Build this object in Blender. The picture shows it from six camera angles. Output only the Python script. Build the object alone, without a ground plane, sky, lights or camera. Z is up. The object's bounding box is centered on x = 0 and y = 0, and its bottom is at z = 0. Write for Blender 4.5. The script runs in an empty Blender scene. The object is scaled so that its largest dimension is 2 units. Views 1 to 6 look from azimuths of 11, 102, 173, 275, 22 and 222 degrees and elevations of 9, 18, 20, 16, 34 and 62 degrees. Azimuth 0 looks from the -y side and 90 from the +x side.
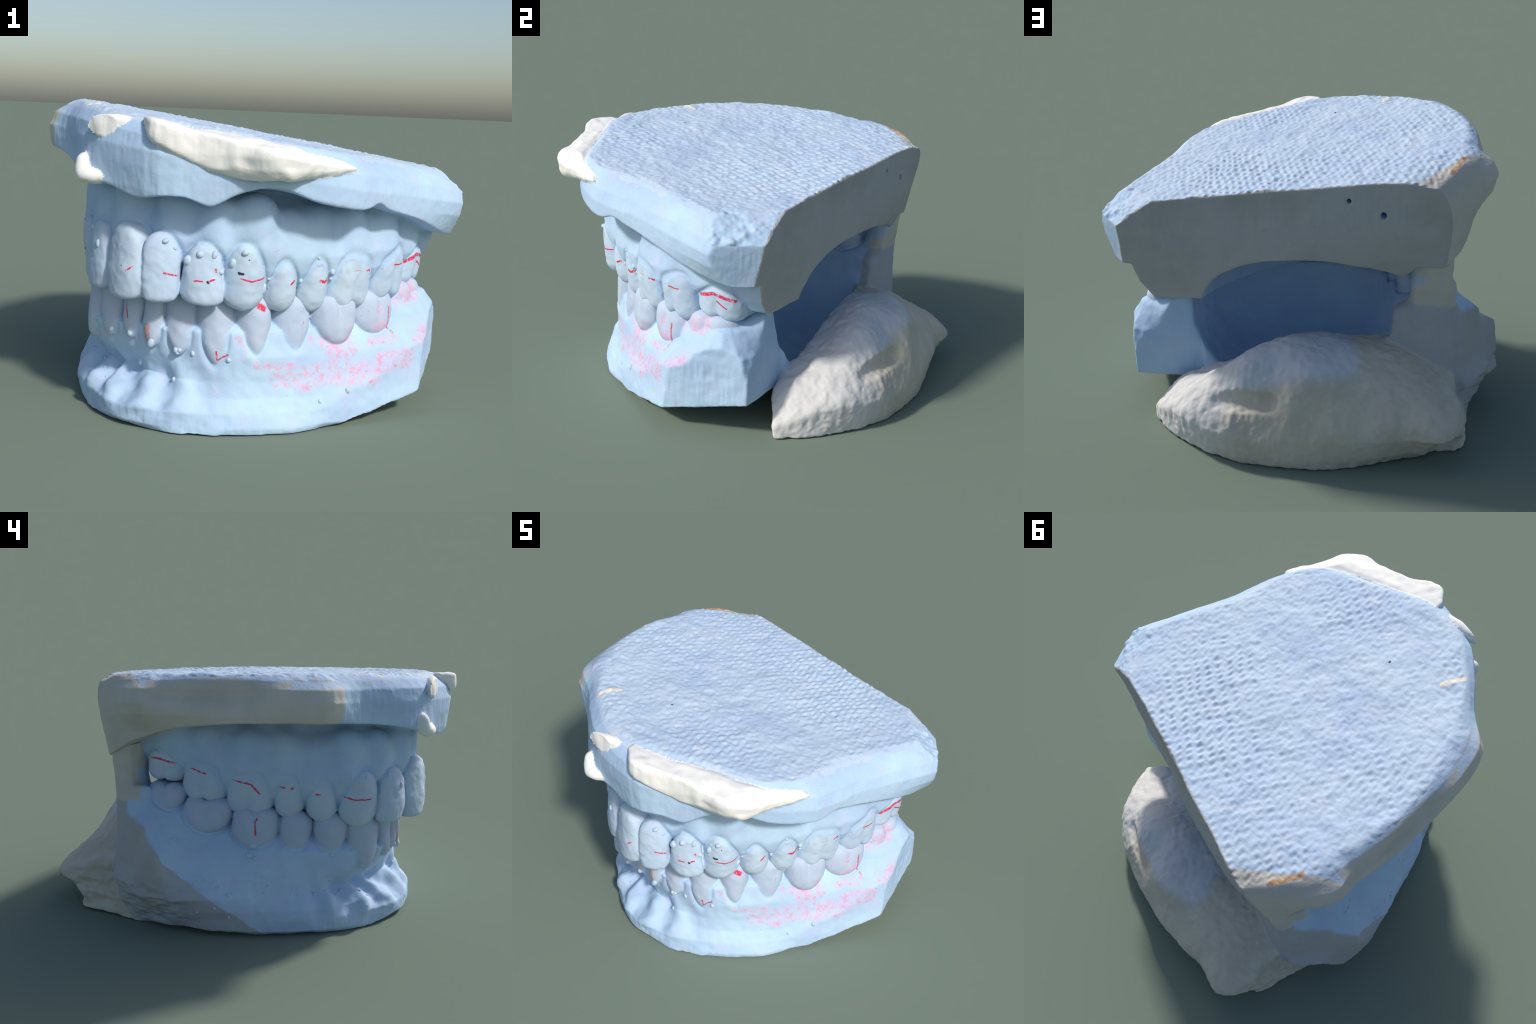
# Pair of trimmed plaster dental casts set in occlusion: a tilted upper cast with a
# cloth-textured back resting on a lower horseshoe cast with a plaster lump behind it.
# Each cast is described as a set of solids (lofts through cross-sections, trim planes,
# tooth crowns) that are blended into one smooth surface and split into named parts.
import bpy, math
import numpy as np
from mathutils import Vector

VOX = 0.0056                      # sampling step of the blended surfaces
f32 = np.float32

# ------------------------------------------------------------------ small maths kit
def smooth_closed(pts, sub=4):
    """closed Catmull-Rom curve through control points"""
    p = np.asarray(pts, float); n = len(p); out = []
    for i in range(n):
        a, b, c, d = p[i - 1], p[i], p[(i + 1) % n], p[(i + 2) % n]
        for s in range(sub):
            t = s / sub
            out.append(.5 * ((2 * b) + (c - a) * t + (2 * a - 5 * b + 4 * c - d) * t * t + (3 * b - a - 3 * c + d) * t ** 3))
    return np.array(out)

def outline_distance(poly, X, Y):
    """signed distance to a closed outline (negative inside) on a 2D grid"""
    d2 = np.full(X.shape, 1e9, f32); inside = np.zeros(X.shape, bool)
    n = len(poly)
    for i in range(n):
        ax, ay = poly[i]; bx, by = poly[(i + 1) % n]
        ex, ey = bx - ax, by - ay; L = ex * ex + ey * ey + 1e-12
        t = np.clip(((X - ax) * ex + (Y - ay) * ey) / L, 0, 1)
        d2 = np.minimum(d2, (X - ax - t * ex) ** 2 + (Y - ay - t * ey) ** 2)
        if ay != by:
            c = ((Y >= ay) != (Y >= by)) & (X < ex * (Y - ay) / (by - ay) + ax)
            inside ^= c
    return np.where(inside, -1, 1).astype(f32) * np.sqrt(d2)

def membrane(points):
    """thin-plate surface z(x, y) through a few control points"""
    P = np.asarray(points, float); n = len(P)
    def phi(r2): return .5 * r2 * np.log(r2 + 1e-9)
    D = ((P[:, None, :2] - P[None, :, :2]) ** 2).sum(2)
    A = np.zeros((n + 3, n + 3)); A[:n, :n] = phi(D) + 1e-4 * np.eye(n)
    A[:n, n] = 1; A[:n, n + 1:] = P[:, :2]; A[n, :n] = 1; A[n + 1:, :n] = P[:, :2].T
    w = np.linalg.solve(A, np.r_[P[:, 2], 0, 0, 0])
    def f(X, Y):
        z = w[n] + w[n + 1] * X + w[n + 2] * Y
        for i in range(n):
            z = z + w[i] * phi((X - P[i, 0]) ** 2 + (Y - P[i, 1]) ** 2)
        return z
    return f

def smin(a, b, k):
    h = np.clip(.5 + .5 * (b - a) / k, 0, 1)
    return b + (a - b) * h - k * h * (1 - h)

def smax(a, b, k):
    return -smin(-a, -b, k)

def hash01(i, j, k, seed):
    v = (i * 374761393 + j * 668265263 + k * 2147483647 + seed * 974711) & 0xFFFFFFFF
    v = ((v ^ (v >> 13)) * 1274126177) & 0xFFFFFFFF
    return ((v ^ (v >> 16)) & 0xFFFF) / 65535.0

def noise(P, scale, seed=0):
    """value noise in -1..1 at points P (n, 3)"""
    q = P * scale; i = np.floor(q).astype(np.int64); f = q - i; f = f * f * (3 - 2 * f)
    out = 0
    for dx in (0, 1):
        for dy in (0, 1):
            for dz in (0, 1):
                w = (f[:, 0] if dx else 1 - f[:, 0]) * (f[:, 1] if dy else 1 - f[:, 1]) * (f[:, 2] if dz else 1 - f[:, 2])
                out = out + w * hash01(i[:, 0] + dx, i[:, 1] + dy, i[:, 2] + dz, seed)
    return out * 2 - 1

class Block:
    """a sampled region of space"""
    def __init__(s, lo, hi):
        s.ax = [np.arange(lo[k], hi[k] + VOX, VOX).astype(f32) for k in range(3)]
        s.x, s.y, s.z = s.ax[0][:, None, None], s.ax[1][None, :, None], s.ax[2][None, None, :]
        s.X2, s.Y2 = np.meshgrid(s.ax[0], s.ax[1], indexing='ij')
    def loft(s, levels, W=None):
        """levels: list of (height, 2D field); linear blend between sections"""
        W = s.z if W is None else W
        d = levels[0][1][:, :, None].astype(f32)
        for (h0, a), (h1, b) in zip(levels[:-1], levels[1:]):
            d = d + (b - a)[:, :, None].astype(f32) * np.clip((W - h0) / (h1 - h0), 0, 1).astype(f32)
        return d
    def window(s, lo, hi):
        r = [slice(max(0, int((lo[k] - s.ax[k][0]) / VOX)), max(1, int((hi[k] - s.ax[k][0]) / VOX) + 2)) for k in range(3)]
        return tuple(r), s.ax[0][r[0]][:, None, None], s.ax[1][r[1]][None, :, None], s.ax[2][r[2]][None, None, :]

def plane_through(a, b, c, outside):
    a, b, c = map(np.asarray, (a, b, c)); n = np.cross(b - a, c - a); n = n / np.linalg.norm(n)
    if n @ (np.asarray(outside) - a) < 0: n = -n
    return n, n @ a

def half_space(B, pl):
    n, d = pl
    return (n[0] * B.x + n[1] * B.y + n[2] * B.z - d).astype(f32)

# ------------------------------------------------------------------ tooth crowns
def crown(B, D, c0, c1, edge, gum, depth, kind, upper):
    """crown between two contact points; edge = facial point on the biting edge,
    gum = facial point at the gum line. Returns window and distance."""
    c0, c1, edge, gum = map(lambda v: np.array(v, float), (c0, c1, edge, gum))
    t = c1[:2] - c0[:2]; w = np.linalg.norm(t); t /= w
    n = np.array([t[1], -t[0]])
    if n @ (edge[:2] - np.array([.15, .1])) < 0: n = -n
    mid = (c0[:2] + c1[:2]) / 2
    sgn = 1 if upper else -1
    zt, zg = edge[2], gum[2] + sgn * .03
    zc, hc = (zt + zg) / 2, abs(zg - zt) / 2
    face = max((edge[:2] - mid) @ n, (gum[:2] - mid) @ n, .022)
    lean = ((gum[:2] - edge[:2]) @ n) / (2 * hc)
    a, b = w / 2 * 1.03, depth / 2
    cx, cy = mid + n * (face - b)
    R = w + depth
    win, x, y, z = B.window((cx - R, cy - R, min(zt, zg) - .05), (cx + R, cy + R, max(zt, zg) + .05))
    q = (z - zc) * sgn / hc                      # -1 biting edge .. +1 gum
    m = ((x - cx) * t[0] + (y - cy) * t[1])
    l = ((x - cx) * n[0] + (y - cy) * n[1]) - lean * .6 * q * hc
    am = m / a
    taper, neck = (.12, 2.3) if upper else ((.30, 1.75) if kind != 'molar' else (.12, 2.0))
    back = np.where(l < 0, 1, 0)
    if kind == 'incisor':
        aa = a * (1.0 - (.17 if upper else .22) * np.clip(q, -.6, 1)); bb = b * (1 + back * (.22 * q - .08)); curve = .30; edge_pow, tip, round_k = 7.0, .04, .022
    elif kind == 'canine':
        aa = a * (1.0 - taper * np.clip(q, -.5, 1.1)); bb = b * (1 + .08 * q); curve = .48; edge_pow, tip, round_k = 3.6, .20, .035
    elif kind == 'premolar':
        aa = a * (1.0 - taper * np.clip(q, -.5, 1.1)); bb = b * (1 + .04 * q); curve = .42; edge_pow, tip, round_k = 3.6, .17, .04
    else:
        aa = a * (1.0 - .06 * q); curve = .30; edge_pow, tip, round_k = 4.5, 0, .045
        bb = b * (1 - .09 * np.exp(-(m / (.18 * a)) ** 2) * np.clip(.6 - q, 0, 1))
    if kind == 'molar':
        tipf = 1 - .15 * np.exp(-(m / (.2 * a)) ** 2) - .10 * np.clip(np.abs(am) - .5, 0, 1) - .06 * np.exp(-(l / (.25 * b)) ** 2)
    else:
        tipf = 1 - tip * np.clip(np.abs(am), 0, 1.2) ** 1.4 - (.08 * np.exp(-(l / (.3 * b)) ** 2) if kind == 'premolar' else 0)
    qe = np.abs(q) / tipf
    side = np.abs(m / aa)
    lower_half = (side ** 3.4 + qe ** edge_pow) ** (1 / (3.4 if kind != 'incisor' else 4.5))
    neck_half = (side ** neck + np.abs(q) ** neck) ** (1 / neck)
    f = np.where(q < 0, lower_half, neck_half)
    d1 = (f - 1) * min(a, hc) * .85
    d2 = np.abs(l) - bb * (1 - curve * np.clip(np.abs(am), 0, 1.1) ** 2.2 - .10 * np.clip(q, 0, 1.2) ** 2 - .09 * np.clip(-q, 0, 1.2) ** 2.5)
    return win, smax(d1, d2, round_k).astype(f32)

# ------------------------------------------------------------------ measured layout
def TOP(X, Y):                                           # tilted back of the upper cast, worn down at the rear left corner
    return 1.167 - .146 * X - .038 * Y - .05 * np.exp(-((X + .50) ** 2 + (Y - .78) ** 2) / .12 ** 2)

U_TEETH = [  # contact, contact, biting edge, gum zenith, depth, kind
    ((-.312, -.874), (-.144, -.830), (-.226, -.874, .526), (-.219, -.829, .769), .20, 'incisor'),
    ((-.144, -.830), (.014, -.800), (-.061, -.850, .522), (-.048, -.817, .734), .19, 'incisor'),
    ((.014, -.800), (.162, -.696), (.086, -.790, .496), (.120, -.785, .739), .22, 'canine'),
    ((.162, -.696), (.281, -.605), (.240, -.664, .482), (.252, -.668, .690), .24, 'premolar'),
    ((.281, -.605), (.398, -.500), (.345, -.548, .468), (.357, -.571, .700), .25, 'premolar'),
    ((.398, -.500), (.543, -.322), (.480, -.408, .468), (.502, -.440, .705), .27, 'molar'),
    ((.543, -.322), (.659, -.130), (.610, -.243, .490), (.635, -.272, .705), .27, 'molar'),
    ((.659, -.130), (.735, .100), (.700, -.030, .530), (.713, -.063, .690), .25, 'molar'),
    ((-.312, -.874), (-.475, -.768), (-.412, -.833, .526), (-.425, -.778, .796), .20, 'incisor'),
    ((-.475, -.768), (-.595, -.635), (-.560, -.710, .538), (-.560, -.663, .780), .19, 'incisor'),
    ((-.595, -.635), (-.640, -.440), (-.645, -.540, .525), (-.660, -.515, .785), .22, 'canine'),
    ((-.650, -.440), (-.655, -.280), (-.660, -.355, .545), (-.668, -.350, .750), .24, 'premolar'),
    ((-.655, -.280), (-.652, -.120), (-.660, -.195, .558), (-.674, -.190, .775), .25, 'premolar'),
    ((-.652, -.120), (-.634, .110), (-.648, .000, .563), (-.674, .005, .785), .27, 'molar'),
    ((-.634, .110), (-.594, .325), (-.625, .225, .608), (-.650, .230, .805), .27, 'molar'),
    ((-.594, .325), (-.540, .520), (-.575, .400, .690), (-.594, .410, .838), .25, 'molar'),
]
L_TEETH = [
    ((-.335, -.730), (-.235, -.738), (-.285, -.700, .560), (-.279, -.742, .350), .15, 'incisor'),
    ((-.235, -.738), (-.105, -.735), (-.172, -.705, .560), (-.172, -.760, .325), .16, 'incisor'),
    ((-.105, -.735), (.049, -.692), (-.015, -.735, .565), (-.007, -.756, .295), .21, 'canine'),
    ((.049, -.692), (.172, -.615), (.135, -.700, .555), (.148, -.700, .322), .21, 'premolar'),
    ((.172, -.615), (.330, -.522), (.270, -.600, .545), (.272, -.605, .315), .23, 'premolar'),
    ((.330, -.522), (.490, -.375), (.425, -.490, .535), (.422, -.512, .352), .27, 'molar'),
    ((.490, -.375), (.630, -.175), (.590, -.290, .540), (.600, -.300, .365), .27, 'molar'),
    ((.635, -.180), (.735, .060), (.710, -.070, .555), (.720, -.085, .420), .26, 'molar'),
    ((-.335, -.730), (-.430, -.700), (-.383, -.708, .560), (-.392, -.730, .370), .15, 'incisor'),
    ((-.430, -.700), (-.535, -.650), (-.487, -.678, .565), (-.497, -.698, .370), .16, 'incisor'),
    ((-.535, -.650), (-.605, -.495), (-.605, -.585, .575), (-.612, -.590, .330), .21, 'canine'),
    ((-.605, -.495), (-.632, -.325), (-.642, -.410, .585), (-.650, -.415, .390), .21, 'premolar'),
    ((-.632, -.325), (-.655, -.155), (-.660, -.240, .595), (-.672, -.240, .392), .23, 'premolar'),
    ((-.655, -.155), (-.650, .080), (-.664, -.040, .605), (-.690, -.050, .425), .27, 'molar'),
    ((-.645, .080), (-.615, .320), (-.640, .200, .640), (-.680, .200, .490), .27, 'molar'),
    ((-.615, .320), (-.560, .500), (-.605, .410, .690), (-.640, .400, .580), .24, 'molar'),
]

REAR = plane_through((.837, .216, .937), (-.479, .757, 1.17), (.557, .276, .604), (.5, 2, 1))
REAR_SURFACE = membrane([(x, z, y) for x, y, z in ((.837, .221, .937), (-.479, .760, 1.17), (-.136, .622, 1.098), (-.27, .682, 1.043), (.829, .187, .771), (.557, .282, .604), (.033, .555, .831),
    (.699, .258, 1.0), (.62, .29, .85), (-.35, .705, .95), (-.183, .632, 1.155), (.158, .48, 1.118), (.379, .385, 1.095), (-.5, .725, .963), (-.5, .695, .80), (.3, .42, .80), (-.3, .63, .75), (.1, .52, .95))])

def behind_rear(B):
    Xz, Zz = np.meshgrid(B.ax[0], B.ax[2], indexing='ij')
    return ((B.y - REAR_SURFACE(Xz, Zz)[:, None, :]) * .9).astype(f32)

def cavity(B, at, wide, deep, up, down, p=2.0):
    """mouth cavity: an egg opening at the rear"""
    cx, cy, cz = at
    dx, dy, dz = B.x - cx, B.y - cy, B.z - cz
    a = (.93 * dx - .37 * dy) / wide; b = (.37 * dx + .93 * dy) / deep
    c = np.where(dz > 0, dz / up, dz / down)
    return (((np.abs(a) ** p + np.abs(b) ** p + np.abs(c) ** p + 1e-9) ** (1 / p) - 1) * .24).astype(f32)

CORNER = plane_through((.912, .026, .944), (.845, .221, .945), (.71, .24, 1.045), (1, .2, 1.2))   # broken top corner

def upper_cast():
    B = Block((-.99, -1.03, .44), (.99, .84, 1.33))
    X2, Y2 = B.X2, B.Y2
    ztop = TOP(X2, Y2)[:, :, None].astype(f32)
    W = B.z - ztop
    # --- slab: sections measured down from the tilted top
    top = [(.83, .03), (.69, -.205), (.60, -.33), (.53, -.455), (.45, -.655), (.32, -.785), (.016, -.835), (-.196, -.868), (-.324, -.862),
           (-.45, -.79), (-.56, -.675), (-.67, -.55), (-.75, -.395), (-.79, -.26), (-.82, -.07), (-.815, .09), (-.78, .275), (-.715, .395),
           (-.70, .47), (-.665, .557), (-.59, .67), (-.48, .765), (-.4, .9), (0, 1.0), (.8, .8), (.95, .3)]
    rim = [(.925, .02), (.82, -.15), (.72, -.305), (.632, -.44), (.585, -.55), (.53, -.66), (.43, -.755), (.30, -.84), (.10, -.905), (-.02, -.94), (-.205, -.98),
           (-.39, -.915), (-.545, -.815), (-.65, -.675), (-.755, -.52), (-.875, -.405), (-.905, -.27), (-.895, -.05), (-.875, .165), (-.845, .31),
           (-.825, .42), (-.81, .525), (-.75, .60), (-.62, .685), (-.50, .775), (-.4, .9), (0, 1.0), (.8, .8), (.98, .3)]
    low = [(.83, -.01), (.78, -.15), (.71, -.30), (.63, -.43), (.57, -.54), (.51, -.65), (.43, -.73), (.28, -.825), (.10, -.88), (-.02, -.93), (-.205, -.97),
           (-.39, -.90), (-.56, -.82), (-.665, -.685), (-.77, -.53), (-.85, -.40), (-.88, -.27), (-.875, -.05), (-.83, .165), (-.77, .31),
           (-.715, .445), (-.68, .59), (-.61, .68), (-.515, .735), (-.45, .82), (0, 1.0), (.8, .8), (.93, .3)]
    dt, dr, dl = (outline_distance(smooth_closed(o, 3), X2, Y2) for o in (top, rim, low))
    sides = B.loft([(-.42, dl + .03), (-.28, dl), (-.19, .2 * dl + .8 * dr), (-.13, dr), (-.07, .8 * dr + .2 * dt), (-.03, .4 * dr + .6 * dt + .004), (0, dt + .012)], W)
    scoop = np.clip((-.55 - X2) / .1, 0, 1) * np.clip((Y2 + .15) / .15, 0, 1) * np.clip((.50 - Y2) / .1, 0, 1)
    sides = sides + (.032 * scoop)[:, :, None].astype(f32) * np.exp(-((W + .10) / .05) ** 2)
    under = membrane([(.80, 0, .767), (.70, -.28, .852), (.60, -.49, .904), (.56, -.545, .932), (.52, -.61, .912), (.437, -.713, .921), (.33, -.80, .95), (.25, -.84, .985), (.15, -.87, .985), (.06, -.90, .955), (-.02, -.92, .915),
                      (-.11, -.935, .945), (-.2, -.95, .945), (-.31, -.94, .932), (-.43, -.88, .968), (-.54, -.81, 1.0), (-.7, -.65, 1.052), (-.8, -.4, 1.075), (-.83, -.1, 1.07), (-.83, .15, 1.05), (-.78, .35, 1.005), (-.66, .55, .91),
                      (-.5, .68, .80), (0, .5, .9), (.5, .3, .75), (.78, .2, .75), (0, -.3, .95), (.1, -.7, .97), (-.4, -.5, 1.0), (.4, -.3, .9)])(X2, Y2)
    slab = smax(sides, W, .022)
    slab = smax(slab, under[:, :, None].astype(f32) - B.z, .012)
    corner = CORNER
    chamfer = plane_through((.904, .026, .936), (.837, .221, .937), (.829, .187, .771), (2, .5, .9))
    slab = smax(slab, half_space(B, corner), .01)
    slab = smax(slab, half_space(B, chamfer), .008)
    # --- alveolar body: one outline of the gum, its inset depends on height above the bite
    gum = [(.765, .12), (.705, -.06), (.628, -.27), (.497, -.438), (.357, -.565), (.245, -.66), (.11, -.765), (-.05, -.80), (-.22, -.812), (-.30, -.80),
           (-.425, -.765), (-.548, -.648), (-.64, -.53), (-.66, -.4), (-.67, -.25), (-.675, -.08), (-.665, .08), (-.64, .22), (-.595, .40), (-.53, .55),
           (-.46, .72), (-.40, 1.3), (.3, 1.5), (1.0, 1.1), (.83, .35)]
    dg = outline_distance(smooth_closed(gum, 3), X2, Y2)
    bite = membrane([t[2] for t in U_TEETH] + [(.1, .4, .60), (-.1, -.2, .55)])(X2, Y2)
    Z = B.z - bite[:, :, None].astype(f32)
    body = dg[:, :, None] + np.interp(Z, [0.0, .04, .10, .17, .24, .32, .40, .48], [.15, .075, .030, .006, .006, .035, .085, .14]).astype(f32)
    # palate vault, open at the back
    inner = cavity(B, (.0, .495, .58), .52, .62, .245, .3)
    body = smax(body, -inner, .03)
    body = np.maximum(np.maximum(body, .02 - Z), W + .06)
    for t in U_TEETH:                              # root bulges above each crown
        g = np.array(t[3]); o = g[:2] - np.array([.05, 0]); o = o / np.linalg.norm(o)
        r = .075 if t[5] != 'canine' else .085
        c = g[:2] - o * (r + .004)
        win, x, y, z = B.window((c[0] - .2, c[1] - .2, g[2] - .1), (c[0] + .2, c[1] + .2, g[2] + .3))
        zz = np.clip(z, g[2] + .02, g[2] + .13)
        d = np.sqrt((x - c[0]) ** 2 + (y - c[1]) ** 2 + (z - zz) ** 2) - r
        body[win] = smin(body[win], d.astype(f32), .065)
    cast = smin(slab, body, .02)
    # teeth
    owner = np.zeros(cast.shape, np.uint8)          # 0 gum, 1.. teeth
    best = cast.copy()
    for i, t in enumerate(U_TEETH):
        win, d = crown(B, None, *t[:4], t[4], t[5], True)
        sub = best[win]; o = owner[win]
        o[d < sub - .0005] = i + 1
        best[win] = np.minimum(sub, d)
        groove = .009 * np.exp(-(np.clip(d, -.02, 1) / .011) ** 2)
        cast[win] = smin(cast[win] + groove, d, .0035)
    # frenum folds between rim and gum
    cast = smax(cast, behind_rear(B), .008)
    # drill holes in the rear face
    for p, r in (((-.136, .619, 1.098), .011), ((-.27, .672, 1.043), .014)):
        win, x, y, z = B.window(np.array(p) - .08, np.array(p) + .08)
        ax = REAR[0]; ux, uy, uz = x - p[0], y - p[1], z - p[2]
        al = np.clip(ux * ax[0] + uy * ax[1] + uz * ax[2], -.05, .05)
        r3 = np.sqrt((ux - al * ax[0]) ** 2 + (uy - al * ax[1]) ** 2 + (uz - al * ax[2]) ** 2) - r
        cast[win] = np.maximum(cast[win], -r3)
    # --- added plaster: broken wedge on the front rim
    wedge = [(-.30, -.89), (-.272, -.95), (-.215, -1.002), (-.06, -.968), (.10, -.965), (.225, -.977), (.295, -.952), (.37, -.858), (.442, -.77), (.51, -.68), (.42, -.67), (.3, -.74), (0, -.78), (-.25, -.82)]
    dw = outline_distance(smooth_closed(wedge, 3), X2, Y2)
    zlow = np.interp(X2, [-.30, -.23, -.115, -.016, .105, .27, .41, .50], [1.22, 1.14, 1.09, 1.045, 1.022, 1.025, 1.035, 1.055])
    lip = np.interp(X2, [-.3, -.2, .05, .2, .35, .5], [-.005, -.012, -.03, -.04, -.05, -.05]) * np.clip(1 + dw / .09, 0, 1) - .012 * np.clip(-dw / .09, 0, 1)
    bulge = B.loft([(1.02, dw + .035), (1.06, dw + .010), (1.11, dw), (1.18, dw + .004), (1.25, dw + .012)])
    wd = smax(smax(bulge, W - lip[:, :, None].astype(f32), .012), zlow[:, :, None].astype(f32) - B.z, .025)
    # plaster bead on the front left corner and flat flake above it
    def blob(p, r):
        win, x, y, z = B.window(np.array(p) - .1, np.array(p) + .1)
        d = np.full(cast.shape, 1, f32)
        d[win] = (np.sqrt(((x - p[0]) / r[0]) ** 2 + ((y - p[1]) / r[1]) ** 2 + ((z - p[2]) / r[2]) ** 2) - 1) * min(r)
        return d
    bead = smin(blob((-.552, -.812, 1.040), (.036, .036, .050)), blob((-.50, -.85, 1.000), (.070, .034, .030)), .035)
    flake = blob((-.43, -.862, 1.195), (.12, .035, .045))
    bead = np.minimum(bead, np.maximum(flake, half_space(B, plane_through((-.57, -.825, 1.1), (-.205, -.968, 1.1), (-.4, -.9, 1.0), (-1, -2, 1))) - .012))
    plaster = np.minimum(wd, bead)
    plaster = np.maximum(plaster, behind_rear(B))
    region = (slab < body).astype(np.uint8)         # slab or gum
    pl = plaster < cast
    cast = smin(cast, plaster, .004)
    return B, cast, owner, region, pl

def lower_cast():
    B = Block((-.99, -.95, -.03), (.95, 1.04, .90))
    X2, Y2 = B.X2, B.Y2
    back = [(-.38, .575), (-.18, .51), (.3, .33), (.60, .225)]
    c0 = [(.80, .16), (.768, -.24), (.57, -.43), (.42, -.56), (.29, -.69), (.10, -.785), (-.043, -.828), (-.176, -.84), (-.335, -.775), (-.461, -.725), (-.574, -.64),
          (-.675, -.46), (-.735, -.26), (-.775, -.1), (-.765, .03), (-.725, .163), (-.70, .39), (-.68, .54), (-.58, .64)]
    ch = [(.83, .17), (.80, -.27), (.59, -.465), (.42, -.59), (.285, -.70), (.10, -.79), (-.04, -.825), (-.176, -.84), (-.31, -.815), (-.44, -.77), (-.56, -.655),
          (-.67, -.50), (-.75, -.33), (-.80, -.1), (-.815, .08), (-.80, .2), (-.76, .40), (-.70, .54), (-.58, .65)]
    cw = [(.835, .17), (.80, -.27), (.59, -.465), (.40, -.595), (.265, -.69), (.10, -.77), (-.04, -.81), (-.176, -.835), (-.31, -.815), (-.44, -.77), (-.562, -.658),
          (-.672, -.50), (-.755, -.33), (-.805, -.1), (-.825, .08), (-.82, .2), (-.79, .40), (-.71, .545), (-.58, .652)]
    c1 = [(.835, .17), (.80, -.265), (.58, -.455), (.375, -.585), (.25, -.66), (.10, -.735), (-.04, -.765), (-.176, -.785), (-.31, -.765), (-.43, -.71), (-.55, -.625),
          (-.66, -.49), (-.745, -.33), (-.805, -.1), (-.84, .08), (-.845, .2), (-.81, .40), (-.72, .55), (-.58, .655)]
    c2 = [(.835, .16), (.80, -.255), (.70, -.33), (.50, -.46), (.375, -.565), (.25, -.64), (.10, -.725), (-.03, -.75), (-.17, -.745), (-.27, -.695), (-.38, -.62),
          (-.485, -.525), (-.59, -.435), (-.70, -.32), (-.785, -.1), (-.845, .1), (-.865, .22), (-.872, .42), (-.745, .59), (-.585, .67)]
    c3 = [(.83, .14), (.80, -.20), (.72, -.28), (.55, -.385), (.42, -.505), (.295, -.602), (.165, -.692), (0, -.752), (-.17, -.745), (-.28, -.722), (-.41, -.675),
          (-.55, -.61), (-.64, -.475), (-.685, -.31), (-.745, -.1), (-.78, .1), (-.84, .27), (-.868, .42), (-.735, .55), (-.58, .665)]
    c4 = [(.82, .12), (.815, -.06), (.70, -.175), (.58, -.25), (.47, -.38), (.36, -.485), (.20, -.618), (.065, -.703), (-.03, -.732), (-.18, -.738), (-.29, -.73), (-.41, -.70),
          (-.55, -.635), (-.62, -.48), (-.655, -.3), (-.68, -.1), (-.70, .1), (-.745, .25), (-.815, .37), (-.858, .415), (-.73, .53), (-.58, .66)]
    c5 = [(.70, .12), (.765, .03), (.70, -.10), (.60, -.22), (.45, -.34), (.32, -.435), (.15, -.545), (.03, -.62), (-.06, -.655), (-.18, -.675), (-.29, -.665), (-.38, -.64),
          (-.465, -.575), (-.53, -.44), (-.57, -.3), (-.60, -.1), (-.62, .1), (-.65, .25), (-.71, .40), (-.755, .485), (-.67, .57), (-.575, .65)]
    c6 = [(.50, .12), (.50, -.02), (.42, -.15), (.35, -.23), (.22, -.33), (.10, -.42), (-.06, -.43), (-.1, -.41), (-.16, -.46), (-.2, -.48), (-.29, -.47), (-.3, -.44),
          (-.35, -.36), (-.38, -.33), (-.44, -.2), (-.48, -.1), (-.51, .1), (-.55, .25), (-.60, .42), (-.635, .52), (-.61, .57), (-.565, .635)]
    F = [outline_distance(np.vstack([smooth_closed(c + back, 3)]), X2, Y2) for c in (c0, ch, cw, c1, c2, c3, c4, c5, c6)]
    F[6] = F[6] - .022 * np.clip((.55 - X2) / .1, 0, 1) * np.clip((.05 - Y2) / .15, 0, 1)
    cast = B.loft(list(zip([0, .025, .085, .135, .2, .3, .4, .5, .62], F)))
    # flat base, lifted under the right rear
    lift = np.maximum(0, .1156 * (X2 - .42) + .1977 * (Y2 + .54)) * np.clip((X2 + .2) / .3, 0, 1)
    cast = smax(cast, lift[:, :, None].astype(f32) - B.z, .008)
    cast = smax(cast, B.z - np.interp(X2, [-.60, -.35], [.68, .57])[:, :, None].astype(f32), .05)
    # flat trims of the right rear block
    for pl in (plane_through((.772, -.246, .096), (.812, .158, .188), (.806, .022, .472), (2, 0, .3)), plane_through((.42, -.585, .05), (.774, -.248, .10), (.768, -.236, .289), (1, -1, .2))):
        cast = smax(cast, half_space(B, pl), .006)
    blockback = .26 * B.x + .965 * B.y - .3625 - 2 * np.maximum(0, .5 - B.x) + .18 * np.maximum(0, B.z - .43)
    cast = smax(cast, blockback.astype(f32) + 0 * B.z, .006)
    # tongue space
    hollow = cavity(B, (.125, .446, .62), .47, .60, .4, .46, 2.6)
    cast = smax(cast, -hollow, .02)
    owner = np.zeros(cast.shape, np.uint8); best = cast.copy()
    for i, t in enumerate(L_TEETH):
        win, d = crown(B, None, *t[:4], t[4], t[5], False)
        sub = best[win]; o = owner[win]
        o[d < sub - .0005] = i + 1
        best[win] = np.minimum(sub, d)
        groove = .009 * np.exp(-(np.clip(d, -.02, 1) / .011) ** 2)
        cast[win] = smin(cast[win] + groove, d, .004)
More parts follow.
